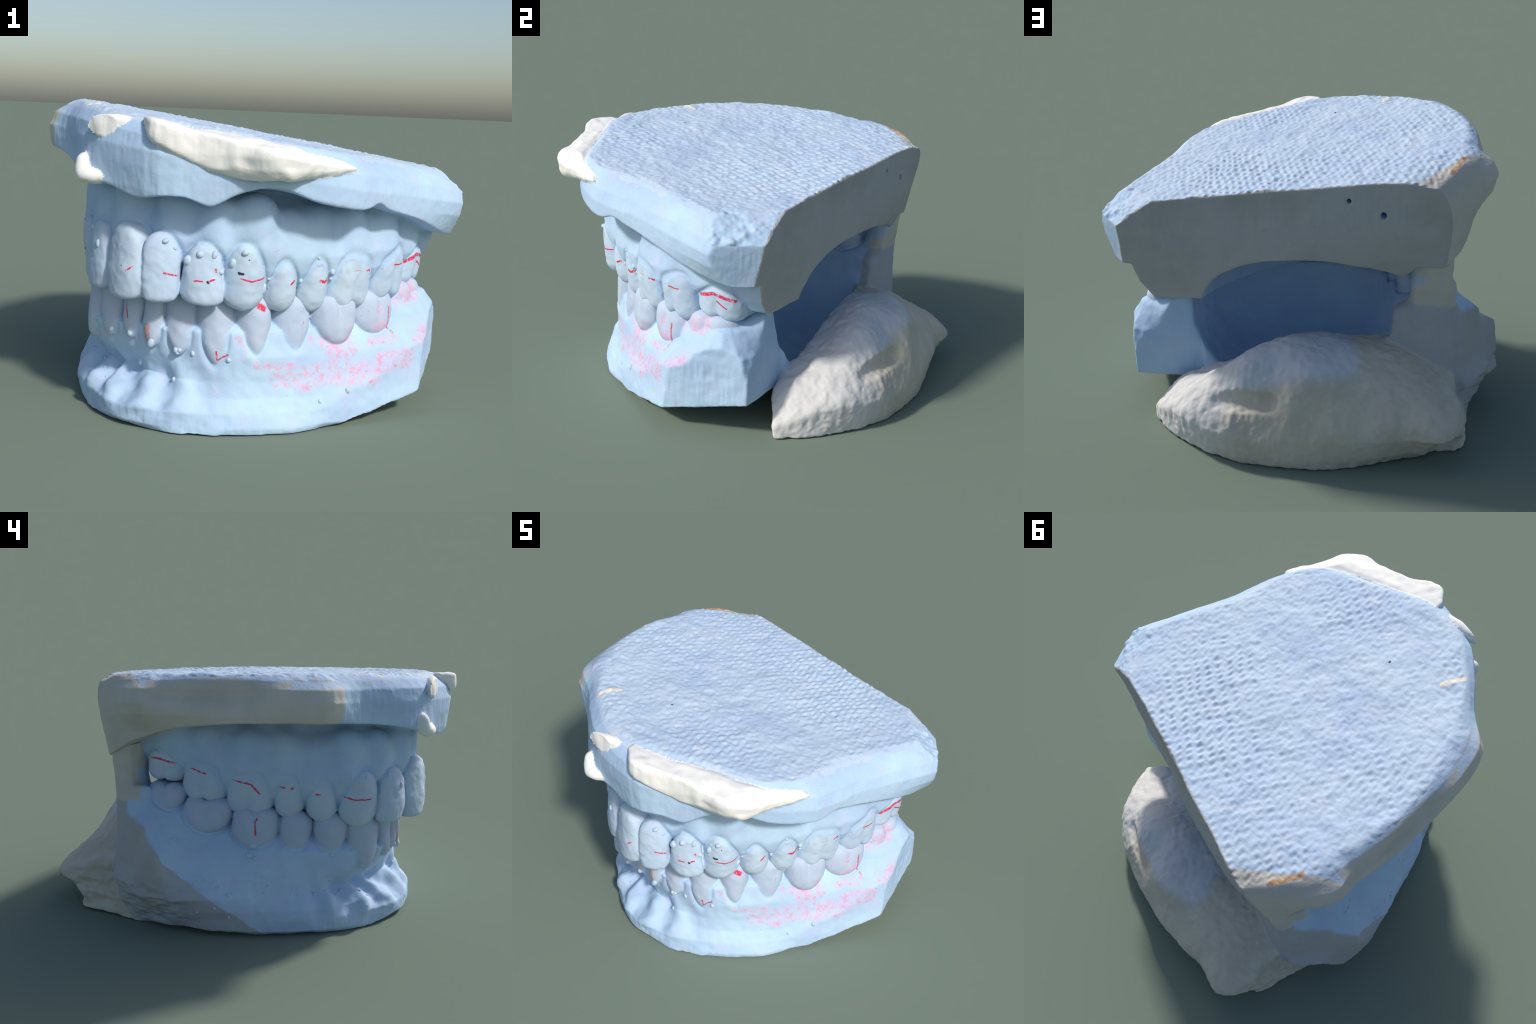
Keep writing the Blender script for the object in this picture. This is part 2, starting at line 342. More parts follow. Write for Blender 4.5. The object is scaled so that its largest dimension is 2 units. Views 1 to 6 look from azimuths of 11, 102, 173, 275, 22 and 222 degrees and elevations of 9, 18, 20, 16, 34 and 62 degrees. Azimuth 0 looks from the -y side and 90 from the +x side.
    # --- rear left upright that meets the upper cast
    col = [(.40, [(-.575, .58), (-.57, .645), (-.38, .58), (-.43, .48)]),
           (.60, [(-.59, .57), (-.575, .655), (-.42, .60), (-.45, .50)]),
           (.75, [(-.57, .58), (-.555, .672), (-.42, .61), (-.45, .52)]),
           (.90, [(-.59, .58), (-.555, .69), (-.36, .60), (-.40, .50)])]
    column = B.loft([(h, outline_distance(smooth_closed(c, 3), X2, Y2)) for h, c in col])
    column = np.maximum(np.maximum(column, B.z - .875), .3 - B.z)
    cast = smin(cast, column, .03)
    # --- plaster lump
    foot = [(.70, .262), (.74, .278), (.69, .41), (.59, .57), (.39, .745), (.11, .865), (-.13, .885), (-.30, .87), (-.45, .835), (-.578, .850), (-.645, .68), (-.68, .5), (-.4, .45), (0, .42), (.5, .26)]
    belly = [(.69, .245), (.735, .25), (.70, .40), (.615, .56), (.52, .675), (.34, .795), (.13, .87), (-.10, .93), (-.23, .94), (-.30, .95), (-.40, .99), (-.455, .998), (-.515, .955), (-.56, .88), (-.58, .77), (-.60, .68), (-.62, .5), (-.4, .45), (0, .42), (.5, .24)]
    df, db = (outline_distance(smooth_closed(o, 3), X2, Y2) for o in (foot, belly))
    under = np.clip((-.38 - X2) / .1, 0, 1)                          # the left tip overhangs its foot
    side = B.loft([(0, df), (.05, (.5 * df + .5 * db) * (1 - under) + (df + .012) * under), (.09, (.3 * df + .7 * db) * (1 - under) + (.6 * df + .4 * db) * under), (.14, db), (.25, db + .015), (.45, db + .04)])
    crest = membrane([(.45, .584, .315), (.34, .67, .36), (.08, .80, .385), (-.068, .77, .395), (.25, .675, .40), (.1, .69, .45), (.455, .655, .235), (.34, .735, .24), (.2, .825, .25), (.0, .86, .28), (.104, .868, .185), (.22, .828, .19), (.37, .745, .185), (.63, .314, .195), (.72, .26, .08),
                      (-.15, .54, .44), (-.45, .97, .19), (-.4, .86, .285), (-.336, .783, .335), (-.204, .755, .385), (-.121, .672, .445), (-.59, .69, .272), (-.45, .60, .36), (-.3, .60, .42), (-.54, .85, .23),
                      (0, .62, .455), (0, .52, .465), (.13, .53, .475), (.24, .54, .45), (.35, .53, .40), (.5, .37, .25), (.35, .42, .33), (.15, .44, .42), (-.15, .88, .25), (.58, .58, .19), (.68, .42, .135), (.55, .46, .255)])(X2, Y2)
    lump = smax(side, B.z - crest[:, :, None].astype(f32), .02)
    lump = smax(lump, -B.z, .01)
    seg = np.array([(.485, .665, .27), (.27, .78, .29)]); e = seg[1] - seg[0]
    win, x, y, z = B.window((.05, .5, .1), (.6, .95, .5))
    t = np.clip(((x - seg[0][0]) * e[0] + (y - seg[0][1]) * e[1] + (z - seg[0][2]) * e[2]) / (e @ e), 0, 1)
    dv = np.sqrt((x - seg[0][0] - t * e[0]) ** 2 + (y - seg[0][1] - t * e[1]) ** 2 + (z - seg[0][2] - t * e[2]) ** 2)
    lump[win] = smax(lump[win], (.056 - dv).astype(f32), .015)          # long hollow under the raised ridge
    lmp = lump < cast
    cast = smin(cast, lump, .02)
    cast = np.maximum(cast, -B.z)
    return B, cast, owner, column, lmp

# ------------------------------------------------------------------ surface extraction
def skin(B, D):
    """dual surface of the zero level; returns vertices, quads and the grid cell of each vertex"""
    D = np.pad(D, 1, constant_values=.05).astype(f32)
    ax = [np.r_[a[0] - VOX, a, a[-1] + VOX] for a in B.ax]
    S = D < 0
    n = D.shape
    cell = np.zeros((n[0] - 1, n[1] - 1, n[2] - 1), np.int8)
    for i in (0, 1):
        for j in (0, 1):
            for k in (0, 1):
                cell += S[i:n[0] - 1 + i, j:n[1] - 1 + j, k:n[2] - 1 + k]
    act = (cell > 0) & (cell < 8)
    I, J, K = np.nonzero(act)
    idx = np.full(act.shape, -1, np.int32); idx[I, J, K] = np.arange(len(I))
    acc = np.zeros((len(I), 3)); cnt = np.zeros(len(I))
    corners = [(i, j, k) for i in (0, 1) for j in (0, 1) for k in (0, 1)]
    V = {c: D[I + c[0], J + c[1], K + c[2]].astype(float) for c in corners}
    for c in corners:
        for axis in range(3):
            if c[axis] == 0:
                e = list(c); e[axis] = 1; e = tuple(e)
                a, b = V[c], V[e]; m = (a < 0) != (b < 0)
                t = np.where(m, a / np.where(m, a - b, 1), 0)
                for q in range(3):
                    acc[:, q] += np.where(m, c[q] + (t if q == axis else 0), 0)
                cnt += m
    acc /= cnt[:, None]
    P = np.stack([ax[0][I] + acc[:, 0] * VOX, ax[1][J] + acc[:, 1] * VOX, ax[2][K] + acc[:, 2] * VOX], 1)
    quads = []
    for axis in range(3):
        sl0 = [slice(1, -1)] * 3; sl1 = [slice(1, -1)] * 3
        sl0[axis] = slice(0, -1); sl1[axis] = slice(1, None)
        a, b = S[tuple(sl0)], S[tuple(sl1)]
        e = np.stack(np.nonzero(a != b), 1)
        inside_first = a[tuple(e.T)]
        base = e.copy()
        for q in range(3):
            if q != axis: base[:, q] += 1
        u, v = [(1, 2), (2, 0), (0, 1)][axis]
        def cellat(du, dv):
            c = base.copy(); c[:, u] -= du; c[:, v] -= dv
            return idx[c[:, 0], c[:, 1], c[:, 2]]
        q = np.stack([cellat(1, 1), cellat(0, 1), cellat(0, 0), cellat(1, 0)], 1)
        q[~inside_first] = q[~inside_first][:, ::-1]
        quads.append(q)
    return P, np.vstack(quads)

def vertex_normals(P, Q):
    n = np.cross(P[Q[:, 2]] - P[Q[:, 0]], P[Q[:, 3]] - P[Q[:, 1]])
    N = np.zeros_like(P)
    for k in range(4):
        for c in range(3):
            N[:, c] += np.bincount(Q[:, k], n[:, c], len(P))
    return N / (np.linalg.norm(N, axis=1)[:, None] + 1e-12)

def relax(P, Q, it=1, f=.5):
    for _ in range(it):
        S = np.zeros_like(P); c = np.zeros(len(P))
        for k in range(4):
            a, b = Q[:, k], Q[:, (k + 1) % 4]
            for q in range(3):
                S[:, q] += np.bincount(a, P[b, q], len(P)) + np.bincount(b, P[a, q], len(P))
            c += np.bincount(a, minlength=len(P)) + np.bincount(b, minlength=len(P))
        P = P + f * (S / c[:, None] - P)
    return P

def sample(B, F, P):
    i = [np.clip(np.round((P[:, k] - B.ax[k][0]) / VOX).astype(int), 0, len(B.ax[k]) - 1) for k in range(3)]
    return F[i[0], i[1], i[2]]

# ------------------------------------------------------------------ materials
def plaster_material(name, tone, blot, blot2=None, marks=(), rough=.75, grain=.25):
    m = bpy.data.materials.new(name); m.use_nodes = True
    nt = m.node_tree; nd = nt.nodes; ln = nt.links
    bs = nd['Principled BSDF']; bs.inputs['Roughness'].default_value = rough
    bs.inputs['Specular IOR Level'].default_value = .3
    tc = nd.new('ShaderNodeTexCoord')
    def nz(scale, detail=4, rough=.55):
        n = nd.new('ShaderNodeTexNoise'); n.inputs['Scale'].default_value = scale
        n.inputs['Detail'].default_value = detail; n.inputs['Roughness'].default_value = rough
        ln.new(tc.outputs['Object'], n.inputs['Vector']); return n
    def ramp(src, a, b):
        r = nd.new('ShaderNodeMapRange'); r.inputs[1].default_value = a; r.inputs[2].default_value = b; r.clamp = True
        ln.new(src, r.inputs[0]); return r.outputs[0]
    def mix(fac, a, b):
        x = nd.new('ShaderNodeMix'); x.data_type = 'RGBA'
        if isinstance(fac, float): x.inputs[0].default_value = fac
        else: ln.new(fac, x.inputs[0])
        for s, v in ((6, a), (7, b)):
            if isinstance(v, tuple): x.inputs[s].default_value = (*v, 1)
            else: ln.new(v, x.inputs[s])
        return x.outputs[2]
    col = mix(ramp(nz(3.5).outputs[0], .40, .68), tone, blot)
    if blot2: col = mix(ramp(nz(9, 6, .65).outputs[0], .52, .75), col, blot2)
    v = nd.new('ShaderNodeTexVoronoi'); v.inputs['Scale'].default_value = 34
    ln.new(tc.outputs['Object'], v.inputs['Vector'])
    sp = ramp(v.outputs['Distance'], .085, .05)
    dark = tuple(c * .45 for c in tone)
    gate = nd.new('ShaderNodeMath'); gate.operation = 'MULTIPLY'; ln.new(sp, gate.inputs[0])
    ln.new(ramp(nz(6).outputs[0], .56, .62), gate.inputs[1])
    col = mix(gate.outputs[0], col, dark)
    for mk in marks: col = mk(nd, ln, tc, nz, ramp, mix, col)
    ln.new(col, bs.inputs['Base Color'])
    bp = nd.new('ShaderNodeBump'); bp.inputs['Strength'].default_value = grain; bp.inputs['Distance'].default_value = .004
    ln.new(nz(70, 5, .6).outputs[0], bp.inputs['Height']); ln.new(bp.outputs[0], bs.inputs['Normal'])
    return m

def zone(planes, tone, blot, wobble=.02, soft=.006, scale=14, strength=1.0):
    """recolours the part of space on the positive side of all planes (ragged edge)"""
    def apply(nd, ln, tc, nz, ramp, mix, col):
        n = nz(scale, 4); sub = nd.new('ShaderNodeVectorMath'); sub.operation = 'SUBTRACT'; sub.inputs[1].default_value = (.5, .5, .5)
        ln.new(n.outputs['Color'], sub.inputs[0])
        sc = nd.new('ShaderNodeVectorMath'); sc.operation = 'SCALE'; sc.inputs['Scale'].default_value = wobble * 2; ln.new(sub.outputs[0], sc.inputs[0])
        ad = nd.new('ShaderNodeVectorMath'); ad.operation = 'ADD'; ln.new(tc.outputs['Object'], ad.inputs[0]); ln.new(sc.outputs[0], ad.inputs[1])
        total = None
        for nrm, d in planes:
            dt = nd.new('ShaderNodeVectorMath'); dt.operation = 'DOT_PRODUCT'; ln.new(ad.outputs[0], dt.inputs[0]); dt.inputs[1].default_value = nrm
            r = ramp(dt.outputs['Value'], d - soft, d + soft)
            if total is None: total = r
            else:
                m = nd.new('ShaderNodeMath'); m.operation = 'MULTIPLY'; ln.new(total, m.inputs[0]); ln.new(r, m.inputs[1]); total = m.outputs[0]
        m = nd.new('ShaderNodeMath'); m.operation = 'MULTIPLY'; ln.new(total, m.inputs[0]); m.inputs[1].default_value = strength
        return mix(m.outputs[0], col, mix(ramp(nz(4).outputs[0], .4, .65), tone, blot))
    return apply

def stroke_group():
    """distance-to-segment mask, flattened along the surface normal so it prints through"""
    g = bpy.data.node_groups.new('pencil_stroke', 'ShaderNodeTree')
    for n, t in (('P', 'NodeSocketVector'), ('A', 'NodeSocketVector'), ('AB', 'NodeSocketVector'), ('N', 'NodeSocketVector'), ('InvLen2', 'NodeSocketFloat'), ('R', 'NodeSocketFloat')):
        g.interface.new_socket(n, in_out='INPUT', socket_type=t)
    g.interface.new_socket('Mask', in_out='OUTPUT', socket_type='NodeSocketFloat')
    nd, ln = g.nodes, g.links
    i, o = nd.new('NodeGroupInput'), nd.new('NodeGroupOutput')
    def vm(op, a, b=None, scale=None):
        n = nd.new('ShaderNodeVectorMath'); n.operation = op; ln.new(a, n.inputs[0])
        if b is not None: ln.new(b, n.inputs[1])
        if scale is not None: ln.new(scale, n.inputs['Scale'])
        return n.outputs['Value'] if op in ('DOT_PRODUCT', 'LENGTH') else n.outputs[0]
    def ma(op, a, b, clamp=False):
        n = nd.new('ShaderNodeMath'); n.operation = op; n.use_clamp = clamp
        for k, v in ((0, a), (1, b)):
            if isinstance(v, float): n.inputs[k].default_value = v
            else: ln.new(v, n.inputs[k])
        return n.outputs[0]
    d = vm('SUBTRACT', i.outputs['P'], i.outputs['A'])
    t = ma('MULTIPLY', vm('DOT_PRODUCT', d, i.outputs['AB']), i.outputs['InvLen2'], True)
    e = vm('SUBTRACT', d, vm('SCALE', i.outputs['AB'], scale=t))
    k = ma('MULTIPLY', vm('DOT_PRODUCT', e, i.outputs['N']), .85)
    e = vm('SUBTRACT', e, vm('SCALE', i.outputs['N'], scale=k))
    q = ma('DIVIDE', vm('LENGTH', e), i.outputs['R'])
    ln.new(ma('MULTIPLY', ma('SUBTRACT', 1.0, q, False), 2.5, True), o.inputs[0])
    return g
STROKE = stroke_group()

def strokes(lines, color, strength=1.0, wobble=.010, gate=None):
    """lines: (points, outward normal, radius)"""
    def apply(nd, ln, tc, nz, ramp, mix, col):
        n = nz(28, 3); sub = nd.new('ShaderNodeVectorMath'); sub.operation = 'SUBTRACT'; sub.inputs[1].default_value = (.5, .5, .5)
        ln.new(n.outputs['Color'], sub.inputs[0])
        sc = nd.new('ShaderNodeVectorMath'); sc.operation = 'SCALE'; sc.inputs['Scale'].default_value = wobble; ln.new(sub.outputs[0], sc.inputs[0])
        ad = nd.new('ShaderNodeVectorMath'); ad.operation = 'ADD'; ln.new(tc.outputs['Object'], ad.inputs[0]); ln.new(sc.outputs[0], ad.inputs[1])
        total = None
        for pts, nrm, r in lines:
            for a, b in zip(pts[:-1], pts[1:]):
                g = nd.new('ShaderNodeGroup'); g.node_tree = STROKE
                ab = np.array(b, float) - a
                ln.new(ad.outputs[0], g.inputs['P'])
                g.inputs['A'].default_value = a; g.inputs['AB'].default_value = ab
                g.inputs['N'].default_value = np.array(nrm, float) / np.linalg.norm(nrm)
                g.inputs['InvLen2'].default_value = 1 / (ab @ ab + 1e-9); g.inputs['R'].default_value = r * (.82 if r < .013 else 1)
                if total is None: total = g.outputs[0]
                else:
                    m = nd.new('ShaderNodeMath'); m.operation = 'MAXIMUM'
                    ln.new(total, m.inputs[0]); ln.new(g.outputs[0], m.inputs[1]); total = m.outputs[0]
        lo, hi, scale = gate or (.30, .48, 60)
        m = nd.new('ShaderNodeMath'); m.operation = 'MULTIPLY'; ln.new(total, m.inputs[0]); ln.new(ramp(nz(scale, 4, .7).outputs[0], lo, hi), m.inputs[1])
        m2 = nd.new('ShaderNodeMath'); m2.operation = 'MULTIPLY'; ln.new(m.outputs[0], m2.inputs[0]); m2.inputs[1].default_value = strength
        return mix(m2.outputs[0], col, color)
    return apply

RED = (.62, .035, .10); PINK = (.78, .25, .38); RUST = (.50, .22, .16)
U_RED = [([(-.206, -.867, .645), (-.16, -.855, .635)], (.25, -.97, 0), .006),
    ([(-.09, -.852, .621), (-.06, -.847, .62)], (.19, -.98, 0), .005), ([(-.03, -.84, .623), (-.015, -.837, .626)], (.19, -.98, 0), .006),
    ([(-.011, -.836, .658), (-.011, -.836, .666)], (.19, -.98, 0), .007),
    ([(.078, -.802, .634), (.116, -.775, .621), (.17, -.737, .632)], (.57, -.82, 0), .0055),
    ([(.251, -.658, .601), (.268, -.645, .613)], (.61, -.79, 0), .007),
    ([(.348, -.557, .607), (.366, -.54, .599), (.384, -.525, .611)], (.67, -.74, 0), .009),
    ([(.468, -.448, .64), (.492, -.418, .64)], (.78, -.63, 0), .005), ([(.515, -.39, .636), (.535, -.364, .632)], (.78, -.63, 0), .007),
    ([(.62, -.255, .646), (.649, -.206, .647)], (.86, -.52, 0), .007),
    ([(.686, -.107, .639), (.711, -.031, .667), (.75, .067, .645)], (.95, -.31, 0), .012), ([(.717, -.015, .632), (.733, .035, .604)], (.95, -.31, 0), .006),
    ([(-.672, -.45, .69), (-.65, -.52, .674), (-.631, -.594, .674)], (-.97, -.25, 0), .006),
    ([(-.692, .071, .746), (-.69, -.022, .73), (-.689, -.062, .687)], (-1, 0, 0), .008),
    ([(-.592, .508, .806), (-.608, .449, .813), (-.629, .365, .794)], (-.97, .25, 0), .010),
    ([(-.654, .305, .784), (-.658, .257, .783), (-.662, .201, .767)], (-1, .07, 0), .006),
    ([(-.683, -.162, .724), (-.68, -.18, .722)], (-1, 0, 0), .008), ([(-.677, -.215, .718), (-.677, -.224, .721)], (-1, 0, 0), .008),
    ([(-.673, -.334, .698), (-.67, -.35, .698)], (-1, 0, 0), .007), ([(-.358, -.866, .644), (-.34, -.879, .659)], (-.6, -.8, 0), .005)]
L_RED = [([(.61, -.243, .459), (.631, -.267, .372)], (.68, -.65, .34), .006), ([(.286, -.558, .437), (.276, -.565, .332)], (.53, -.85, 0), .006),
    ([(-.415, -.752, .509), (-.404, -.758, .429)], (-.49, -.87, 0), .007), ([(-.015, -.765, .326), (-.008, -.761, .291), (.028, -.745, .313)], (.41, -.91, 0), .006),
    ([(-.69, -.054, .56), (-.69, -.045, .54), (-.69, -.045, .527), (-.69, -.052, .482)], (-1, 0, 0), .007), ([(.135, -.69, .51), (.15, -.68, .50)], (.6, -.8, 0), .016)]
GN = (.68, -.71, .17)
L_PINK = [([(.492, -.441, .315), (.418, -.512, .30)], GN, .045), ([(.182, -.744, .281), (.24, -.693, .266), (.30, -.64, .26)], GN, .022),
    ([(.36, -.59, .22), (.413, -.539, .221), (.487, -.471, .21), (.56, -.40, .20)], GN, .065), ([(.60, -.35, .24), (.691, -.265, .254)], GN, .055), ([(.24, -.69, .21), (.34, -.62, .19)], GN, .04),
    ([(.56, -.37, .32), (.66, -.28, .33)], GN, .022), ([(.786, -.148, .367), (.73, -.20, .31)], GN, .03), ([(.57, -.33, .385), (.62, -.29, .39)], GN, .028), ([(.354, -.559, .36), (.40, -.53, .34)], GN, .03),
    ([(.47, -.43, .37), (.455, -.44, .34)], GN, .025), ([(.584, -.319, .44), (.59, -.31, .45)], GN, .02), ([(.69, -.05, .50), (.63, -.15, .49)], GN, .05), ([(.05, -.72, .37), (.06, -.70, .34)], GN, .015)]
PIT_SHADE_SPOTS = [([(.073, -.805, .656), (.085, -.80, .654)], (.57, -.82, 0), .009), ([(-.04, -.842, .619), (-.038, -.842, .617)], (.19, -.98, 0), .008),  # no holes cut: the darkness inside small pits is drawn in colour
    ([(-.297, -.488, 1.25), (-.297, -.485, 1.25)], (0, 0, 1), .008), ([(.12, -.81, .705), (.121, -.81, .705)], (.57, -.82, 0), .006), ([(-.375, -.845, .66), (-.374, -.845, .66)], (-.5, -.85, 0), .006)]
upper_marks = [strokes(U_RED, RED), strokes(PIT_SHADE_SPOTS, (.03, .035, .05), wobble=.014, gate=(0, .01, 5))]
lower_marks = [strokes(L_PINK, (.70, .45, .62), .4, .06, (.36, .62, 16)), strokes(L_PINK, PINK, .65, .06, (.48, .66, 42)), strokes(L_PINK, RED, .6, .07, (.60, .72, 60)), strokes(L_RED, RED),
    strokes([([(-.30, -.74, .40), (-.30, -.74, .36)], (-.2, -1, 0), .02), ([(.638, -.262, .356), (.643, -.262, .352)], GN, .012)], RUST, .7, .02)]

BLUE = (.41, .555, .755); CREAM = (.60, .575, .51); CREAM2 = (.52, .50, .45); GREY = (.43, .435, .43); GREY2 = (.38, .38, .37)
side_patch = zone([((-1, 0, 0), .50), ((-.25, 1, 0), -.23), ((-.146, -.038, -1), -1.145)], CREAM, CREAM2, .05, .008, 6)  # cream area on the left wall, duller than the white on the front rim
corner_patch = zone([((-.5, .85, 0), .80), ((-.146, -.038, -1), -1.165)], CREAM2, CREAM, .012)
sliver = strokes([([(-.635, -.62, 1.25), (-.60, -.57, 1.265), (-.56, -.515, 1.28)], (0, 0, 1), .014)], (.78, .72, .60), gate=(0, .01, 5))
brown = strokes([([(-.64, .565, 1.22), (-.56, .67, 1.20)], (0, 0, 1), .018)], (.42, .22, .09), .8, .02)
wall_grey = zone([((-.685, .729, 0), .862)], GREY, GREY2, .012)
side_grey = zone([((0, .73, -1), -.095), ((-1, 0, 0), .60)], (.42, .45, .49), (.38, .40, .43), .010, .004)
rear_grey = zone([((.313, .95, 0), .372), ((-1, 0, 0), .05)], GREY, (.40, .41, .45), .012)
MAT = {
    'blue': plaster_material('pale_blue_plaster', BLUE, (.47, .64, .795), (.48, .555, .755), upper_marks + [side_patch, corner_patch]),
    'back': plaster_material('cloth_marked_blue_plaster', (.49, .61, .74), (.44, .56, .73), (.55, .63, .735), [strokes([([(.077, -.331, 1.16), (.0, -.30, 1.17)], (0, 0, 1), .11), ([(-.30, -.22, 1.2), (-.33, -.18, 1.2)], (0, 0, 1), .09)], (.38, .50, .72), .6, .09, (.40, .68, 14))] + upper_marks[1:] + [corner_patch, sliver, brown], grain=.5),
    'gum': plaster_material('gum_blue_plaster', BLUE, (.47, .64, .795), (.48, .555, .755), upper_marks),
    'tooth': plaster_material('tooth_plaster', (.46, .58, .73), (.52, .64, .75), (.50, .56, .71), upper_marks),
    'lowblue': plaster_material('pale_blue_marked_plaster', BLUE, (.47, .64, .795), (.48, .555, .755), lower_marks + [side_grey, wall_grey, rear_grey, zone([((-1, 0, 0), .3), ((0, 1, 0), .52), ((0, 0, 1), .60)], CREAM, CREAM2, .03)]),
    'lowtooth': plaster_material('lower_tooth_plaster', (.43, .52, .66), (.47, .55, .68), (.48, .52, .66), lower_marks),
    'bead': plaster_material('nodule_plaster', (.48, .61, .76), (.52, .65, .78)),
    'white': plaster_material('white_plaster', (.84, .84, .81), (.80, .79, .76), (.74, .74, .72)),
    'cream': plaster_material('cream_plaster', (.57, .53, .44), (.49, .455, .38), (.61, .58, .50), [zone([((0, -.5, .85), -.075), ((1, 0, 0), -.15)], (.52, .55, .60), (.58, .59, .60), .04, .03, 9),  # base browned to match the lump's unlit rear
        zone([((1, -.3, 0), .24)], (.66, .65, .63), (.62, .61, .60), .06, .08, 6)]),  # right end lightened for the sun falling on it
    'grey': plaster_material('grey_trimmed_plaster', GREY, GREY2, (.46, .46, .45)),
}

# ------------------------------------------------------------------ objects
def empty(name, label, category):
    o = bpy.data.objects.new(name, None); bpy.context.scene.collection.objects.link(o)
    o['label'] = label; o['category'] = category
    return o

def split_into_parts(P, Q, N, label, names, mats, parent):
    for lab in np.unique(label):
        f = Q[label == lab]
        if len(f) < 3: continue
        used, inv = np.unique(f, return_inverse=True); f = inv.reshape(-1, 4)
        me = bpy.data.meshes.new(names[lab])
        me.vertices.add(len(used)); me.vertices.foreach_set('co', P[used].astype(f32).ravel())
        me.loops.add(len(f) * 4); me.loops.foreach_set('vertex_index', f.astype(np.int32).ravel())
        me.polygons.add(len(f)); me.polygons.foreach_set('loop_start', np.arange(0, len(f) * 4, 4, dtype=np.int32))
        me.update(calc_edges=True); me.validate()
        me.polygons.foreach_set('use_smooth', np.ones(len(me.polygons), bool))
        if len(me.vertices) == len(used):
            me.normals_split_custom_set_from_vertices(N[used].astype(f32).tolist())
        me.materials.append(MAT[mats[lab]])
        o = bpy.data.objects.new(names[lab], me); bpy.context.scene.collection.objects.link(o); o.parent = parent

def build_upper():
    B, D, owner, region, pl = upper_cast()
    P, Q = skin(B, D); P = relax(P, Q, 1, .35)
    N = vertex_normals(P, Q)
    W = P[:, 2] - TOP(P[:, 0], P[:, 1])
    reg = sample(B, region, P); own = sample(B, owner, P); plv = sample(B, pl, P)
    up = N[:, 2]
    amp = .0016 * noise(P, 40, 1) + .0022 * noise(P, 17, 2) + .004 * noise(P, 6, 3)
    wall = (reg == 1) * np.clip((.45 - np.abs(up)) / .2, 0, 1)
    amp = amp + wall * (.0012 * noise(P * [1, 1, .12], 95, 34) + .003 * noise(P, 9, 35))
    chip = np.clip(1.6 - np.abs(P @ CORNER[0] - CORNER[1]) / .012, 0, 1) * (P[:, 0] > .66) * np.clip((up - .3) / .2, 0, 1)
    amp = amp + chip * (.012 * noise(P, 24, 41) + .007 * noise(P, 55, 42))
    # woven cloth imprint on the back
    ontop = np.clip((up - .85) / .1, 0, 1) * np.clip((W + .05) / .03, 0, 1)
    wob = .014
    u = P[:, 0] * .64 + P[:, 1] * .77 + wob * noise(P, 9, 5); v = P[:, 0] * .77 - P[:, 1] * .64 + wob * noise(P, 9, 6)
    weave = (np.sin(v * 2 * np.pi / .038 + .8 * np.sin(u * 2 * np.pi / .050)) * (.45 + .55 * np.cos(u * 2 * np.pi / .050))) * np.clip(.6 + .8 * noise(P, 3, 9), .1, 1.2)
    amp = amp * .6 + ontop * ~plv * (.0036 * weave + .004 * noise(P, 22, 7) + .0025 * noise(P, 60, 8) + .004 * noise(P, 5, 10))
    amp = amp + plv * (.007 * noise(P, 10, 31) + .004 * noise(P, 25, 32)) + (reg == 0) * (own == 0) * .0035 * noise(P, 13, 33) + (own > 0) * (.003 * noise(P, 16, 36) + .0016 * noise(P, 48, 37))
    P = P + N * amp[:, None]
    N = vertex_normals(P, Q)
    C = P[Q].mean(1)
    fo, fr, fp = sample(B, owner, C), sample(B, region, C), sample(B, pl, C)
    wc = C[:, 2] - TOP(C[:, 0], C[:, 1]); fup = N[Q].mean(1)[:, 2]
    lab = np.where(fr == 1, 40, 41)
    lab = np.where((fr == 1) & (fup > .8) & (wc > -.09), 42, lab)
    lab = np.where((fr == 1) & (lab == 40) & (C[:, 0] < -.50) & (C[:, 1] > -.25 * C[:, 0] * -1 - .60), 44, lab)
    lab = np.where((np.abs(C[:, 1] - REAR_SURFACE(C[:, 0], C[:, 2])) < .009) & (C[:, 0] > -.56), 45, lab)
    lab = np.where(fo > 0, fo, lab)
    lab = np.where(fp, 43, lab)
    names = {40: 'trimmed_base', 41: 'gum', 42: 'cloth_marked_back', 43: 'plaster_patch', 44: 'plaster_patch', 45: 'trimmed_rear_face'} | {i + 1: 'tooth' for i in range(16)}
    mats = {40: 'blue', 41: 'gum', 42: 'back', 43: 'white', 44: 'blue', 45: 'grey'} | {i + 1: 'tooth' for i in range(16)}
    root = empty('upper_dental_cast', 'pale blue plaster cast of upper teeth with trimmed base', 'dental cast')
    split_into_parts(P, Q, N, lab, names, mats, root)
    return P, N, root

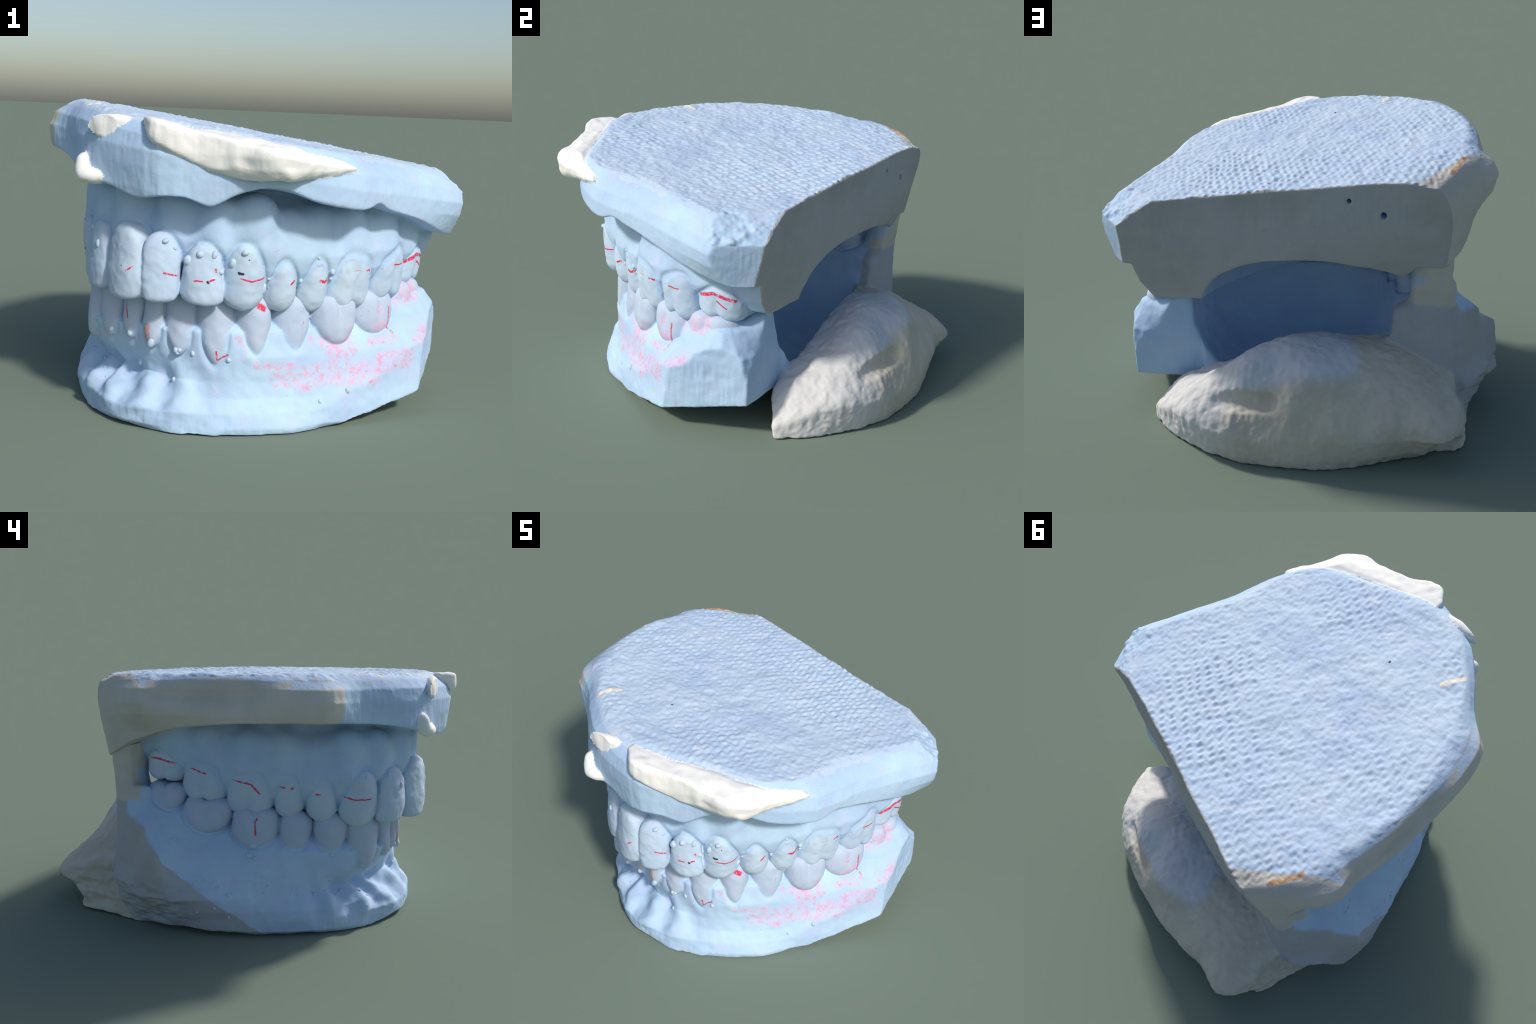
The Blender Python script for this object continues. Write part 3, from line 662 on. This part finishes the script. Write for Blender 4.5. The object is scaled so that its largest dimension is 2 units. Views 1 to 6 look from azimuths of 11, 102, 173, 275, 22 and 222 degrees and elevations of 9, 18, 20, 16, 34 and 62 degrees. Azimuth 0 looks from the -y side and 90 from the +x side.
def build_lower():
    B, D, owner, column, lmp = lower_cast()
    P, Q = skin(B, D); P = relax(P, Q, 1, .35)
    N = vertex_normals(P, Q)
    amp = (.0016 * noise(P, 40, 11) + .0022 * noise(P, 17, 12) + .004 * noise(P, 6, 13)) * .6
    lump = sample(B, lmp, P)
    th = np.arctan2(P[:, 1] + .1, P[:, 0] + .15)          # pulled folds of the lip fold below the front teeth
    fold = np.clip((P[:, 2] - .05) / .06, 0, 1) * np.clip((.27 - P[:, 2]) / .08, 0, 1) * np.clip((-.02 - P[:, 0]) / .15, 0, 1) * np.clip((-.25 - P[:, 1]) / .15, 0, 1)
    amp = amp + fold * .016 * (np.sin(th * 24 + 2 * noise(P, 5, 21) + P[:, 2] * 8)) + fold * .006 * noise(P, 22, 22)
    amp = amp + lump * (.006 * noise(P * [1, 1, .5], 10, 14) + .004 * noise(P * [1, 1, .35], 36, 15) + .002 * noise(P, 60, 16))
    wall = np.clip((.40 - np.abs(N[:, 2])) / .2, 0, 1) * (~lump) * np.clip((.10 - P[:, 2]) / .03 + (P[:, 0] > .70) * 9, 0, 1)
    amp = amp + wall * (.0013 * noise(P * [1, 1, .10], 95, 24) + .002 * noise(P, 11, 25))
    torn = np.clip((-.50 - P[:, 0]) / .08, 0, 1) * np.clip((P[:, 1] - .22) / .1, 0, 1) * np.clip((.27 - P[:, 2]) / .05, 0, 1)
    amp = amp + torn * (.016 * noise(P * [1, 1, 2.5], 12, 26) + .006 * noise(P * [1, 1, 2], 34, 27))
    amp = amp + (~lump) * (.0035 * noise(P, 13, 28) + .002 * noise(P, 30, 29))
    P = P + N * amp[:, None]
    P[:, 2] = np.maximum(P[:, 2], 0)
    N = vertex_normals(P, Q)
    C = P[Q].mean(1)
    fo, fl, fc = sample(B, owner, C), sample(B, lmp, C), sample(B, column, C)
    lab = np.where(C[:, 2] < .24, 40, 41)
    lab = np.where((fc < .012), 42, lab)
    lab = np.where(fo > 0, fo, lab)
    lab = np.where(fl, 43, lab)
    names = {40: 'trimmed_base', 41: 'gum', 42: 'rear_upright', 43: 'plaster_lump'} | {i + 1: 'tooth' for i in range(16)}
    mats = {40: 'lowblue', 41: 'lowblue', 42: 'lowblue', 43: 'cream'} | {i + 1: 'lowtooth' for i in range(16)}
    root = empty('lower_dental_cast', 'pale blue plaster cast of lower teeth with cream lump behind', 'dental cast')
    split_into_parts(P, Q, N, lab, names, mats, root)
    return P, N, root

def nodules(spots, surface, normals, parent, material):
    from mathutils.kdtree import KDTree
    kd = KDTree(len(surface))
    for i, p in enumerate(surface): kd.insert(p, i)
    kd.balance()
    import bmesh
    bm = bmesh.new(); bmesh.ops.create_icosphere(bm, subdivisions=3, radius=1)
    me = bpy.data.meshes.new('nodule'); bm.to_mesh(me); bm.free()
    me.polygons.foreach_set('use_smooth', np.ones(len(me.polygons), bool)); me.materials.append(material)
    for x, y, z, r, stretch in spots:
        co, i, _ = kd.find((x, y, z)); n = normals[i]
        if co.z < .03: continue
        o = bpy.data.objects.new('nodule', me); bpy.context.scene.collection.objects.link(o)
        o.location = co - Vector(n) * r * .15; r = r * .85; o.scale = (r, r, r * stretch); o.rotation_euler = (.3 * math.sin(x * 50), .3 * math.cos(y * 60), x * 9)
        o.parent = parent

rng = np.random.default_rng(7)
Pu, Nu, root_u = build_upper()
nodules([(-.13, -.845, .70, .020, 1.3), (-.075, -.85, .725, .017, 1.0), (-.018, -.83, .725, .014, 1.6), (.04, -.82, .69, .017, 1.5), (.095, -.80, .735, .018, .8), (.02, -.82, .655, .012, 1),
         (-.215, -.84, .765, .018, .7), (-.165, -.845, .742, .010, 1), (.40, -.52, .64, .013, 1.3), (.405, -.52, .60, .010, 1), (.295, -.62, .60, .010, 1.6), (.17, -.71, .58, .012, 2.2), (.18, -.70, .62, .008, 1),
         (-.50, -.71, .72, .012, 1.8), (-.59, -.60, .76, .010, 1), (-.655, -.57, .79, .010, 1), (-.66, -.49, .785, .009, 1.2), (-.56, -.67, .775, .012, 1.5), (.355, -.585, .70, .008, 1)], Pu, Nu, root_u, MAT['bead'])
Pl, Nl, root_l = build_lower()
low_spots = [(-.285, -.77, .335, .017, 1.5), (-.19, -.78, .315, .013, 1.2), (-.165, -.78, .318, .011, 1), (-.178, -.78, .300, .013, 1), (-.385, -.68, .215, .013, 2.0), (-.2, -.75, .195, .010, 1.6), (-.38, -.75, .36, .014, 1.2), (-.47, -.70, .37, .012, 1.5),
             (-.745, .345, .457, .010, 1), (-.74, .315, .455, .010, 1), (-.735, .275, .465, .009, 1), (-.70, -.04, .42, .022, .8), (-.70, -.02, .38, .020, 1), (-.70, -.05, .36, .014, 1.2), (-.59, -.575, .335, .013, 1), (-.64, -.42, .385, .012, .8),
             (.03, -.74, .29, .012, 1), (.50, -.52, .15, .012, 1.5), (.39, -.60, .12, .010, 1.2), (-.12, -.79, .31, .010, 1.4)]
for _ in range(34):
    t = rng.uniform(0, 1); z = rng.uniform(.10, .30)
    low_spots.append((-.52 - .30 * t, -.62 + .85 * t, z, rng.uniform(.004, .010), rng.uniform(.8, 1.8)))
nodules(low_spots, Pl, Nl, root_l, MAT['bead'])
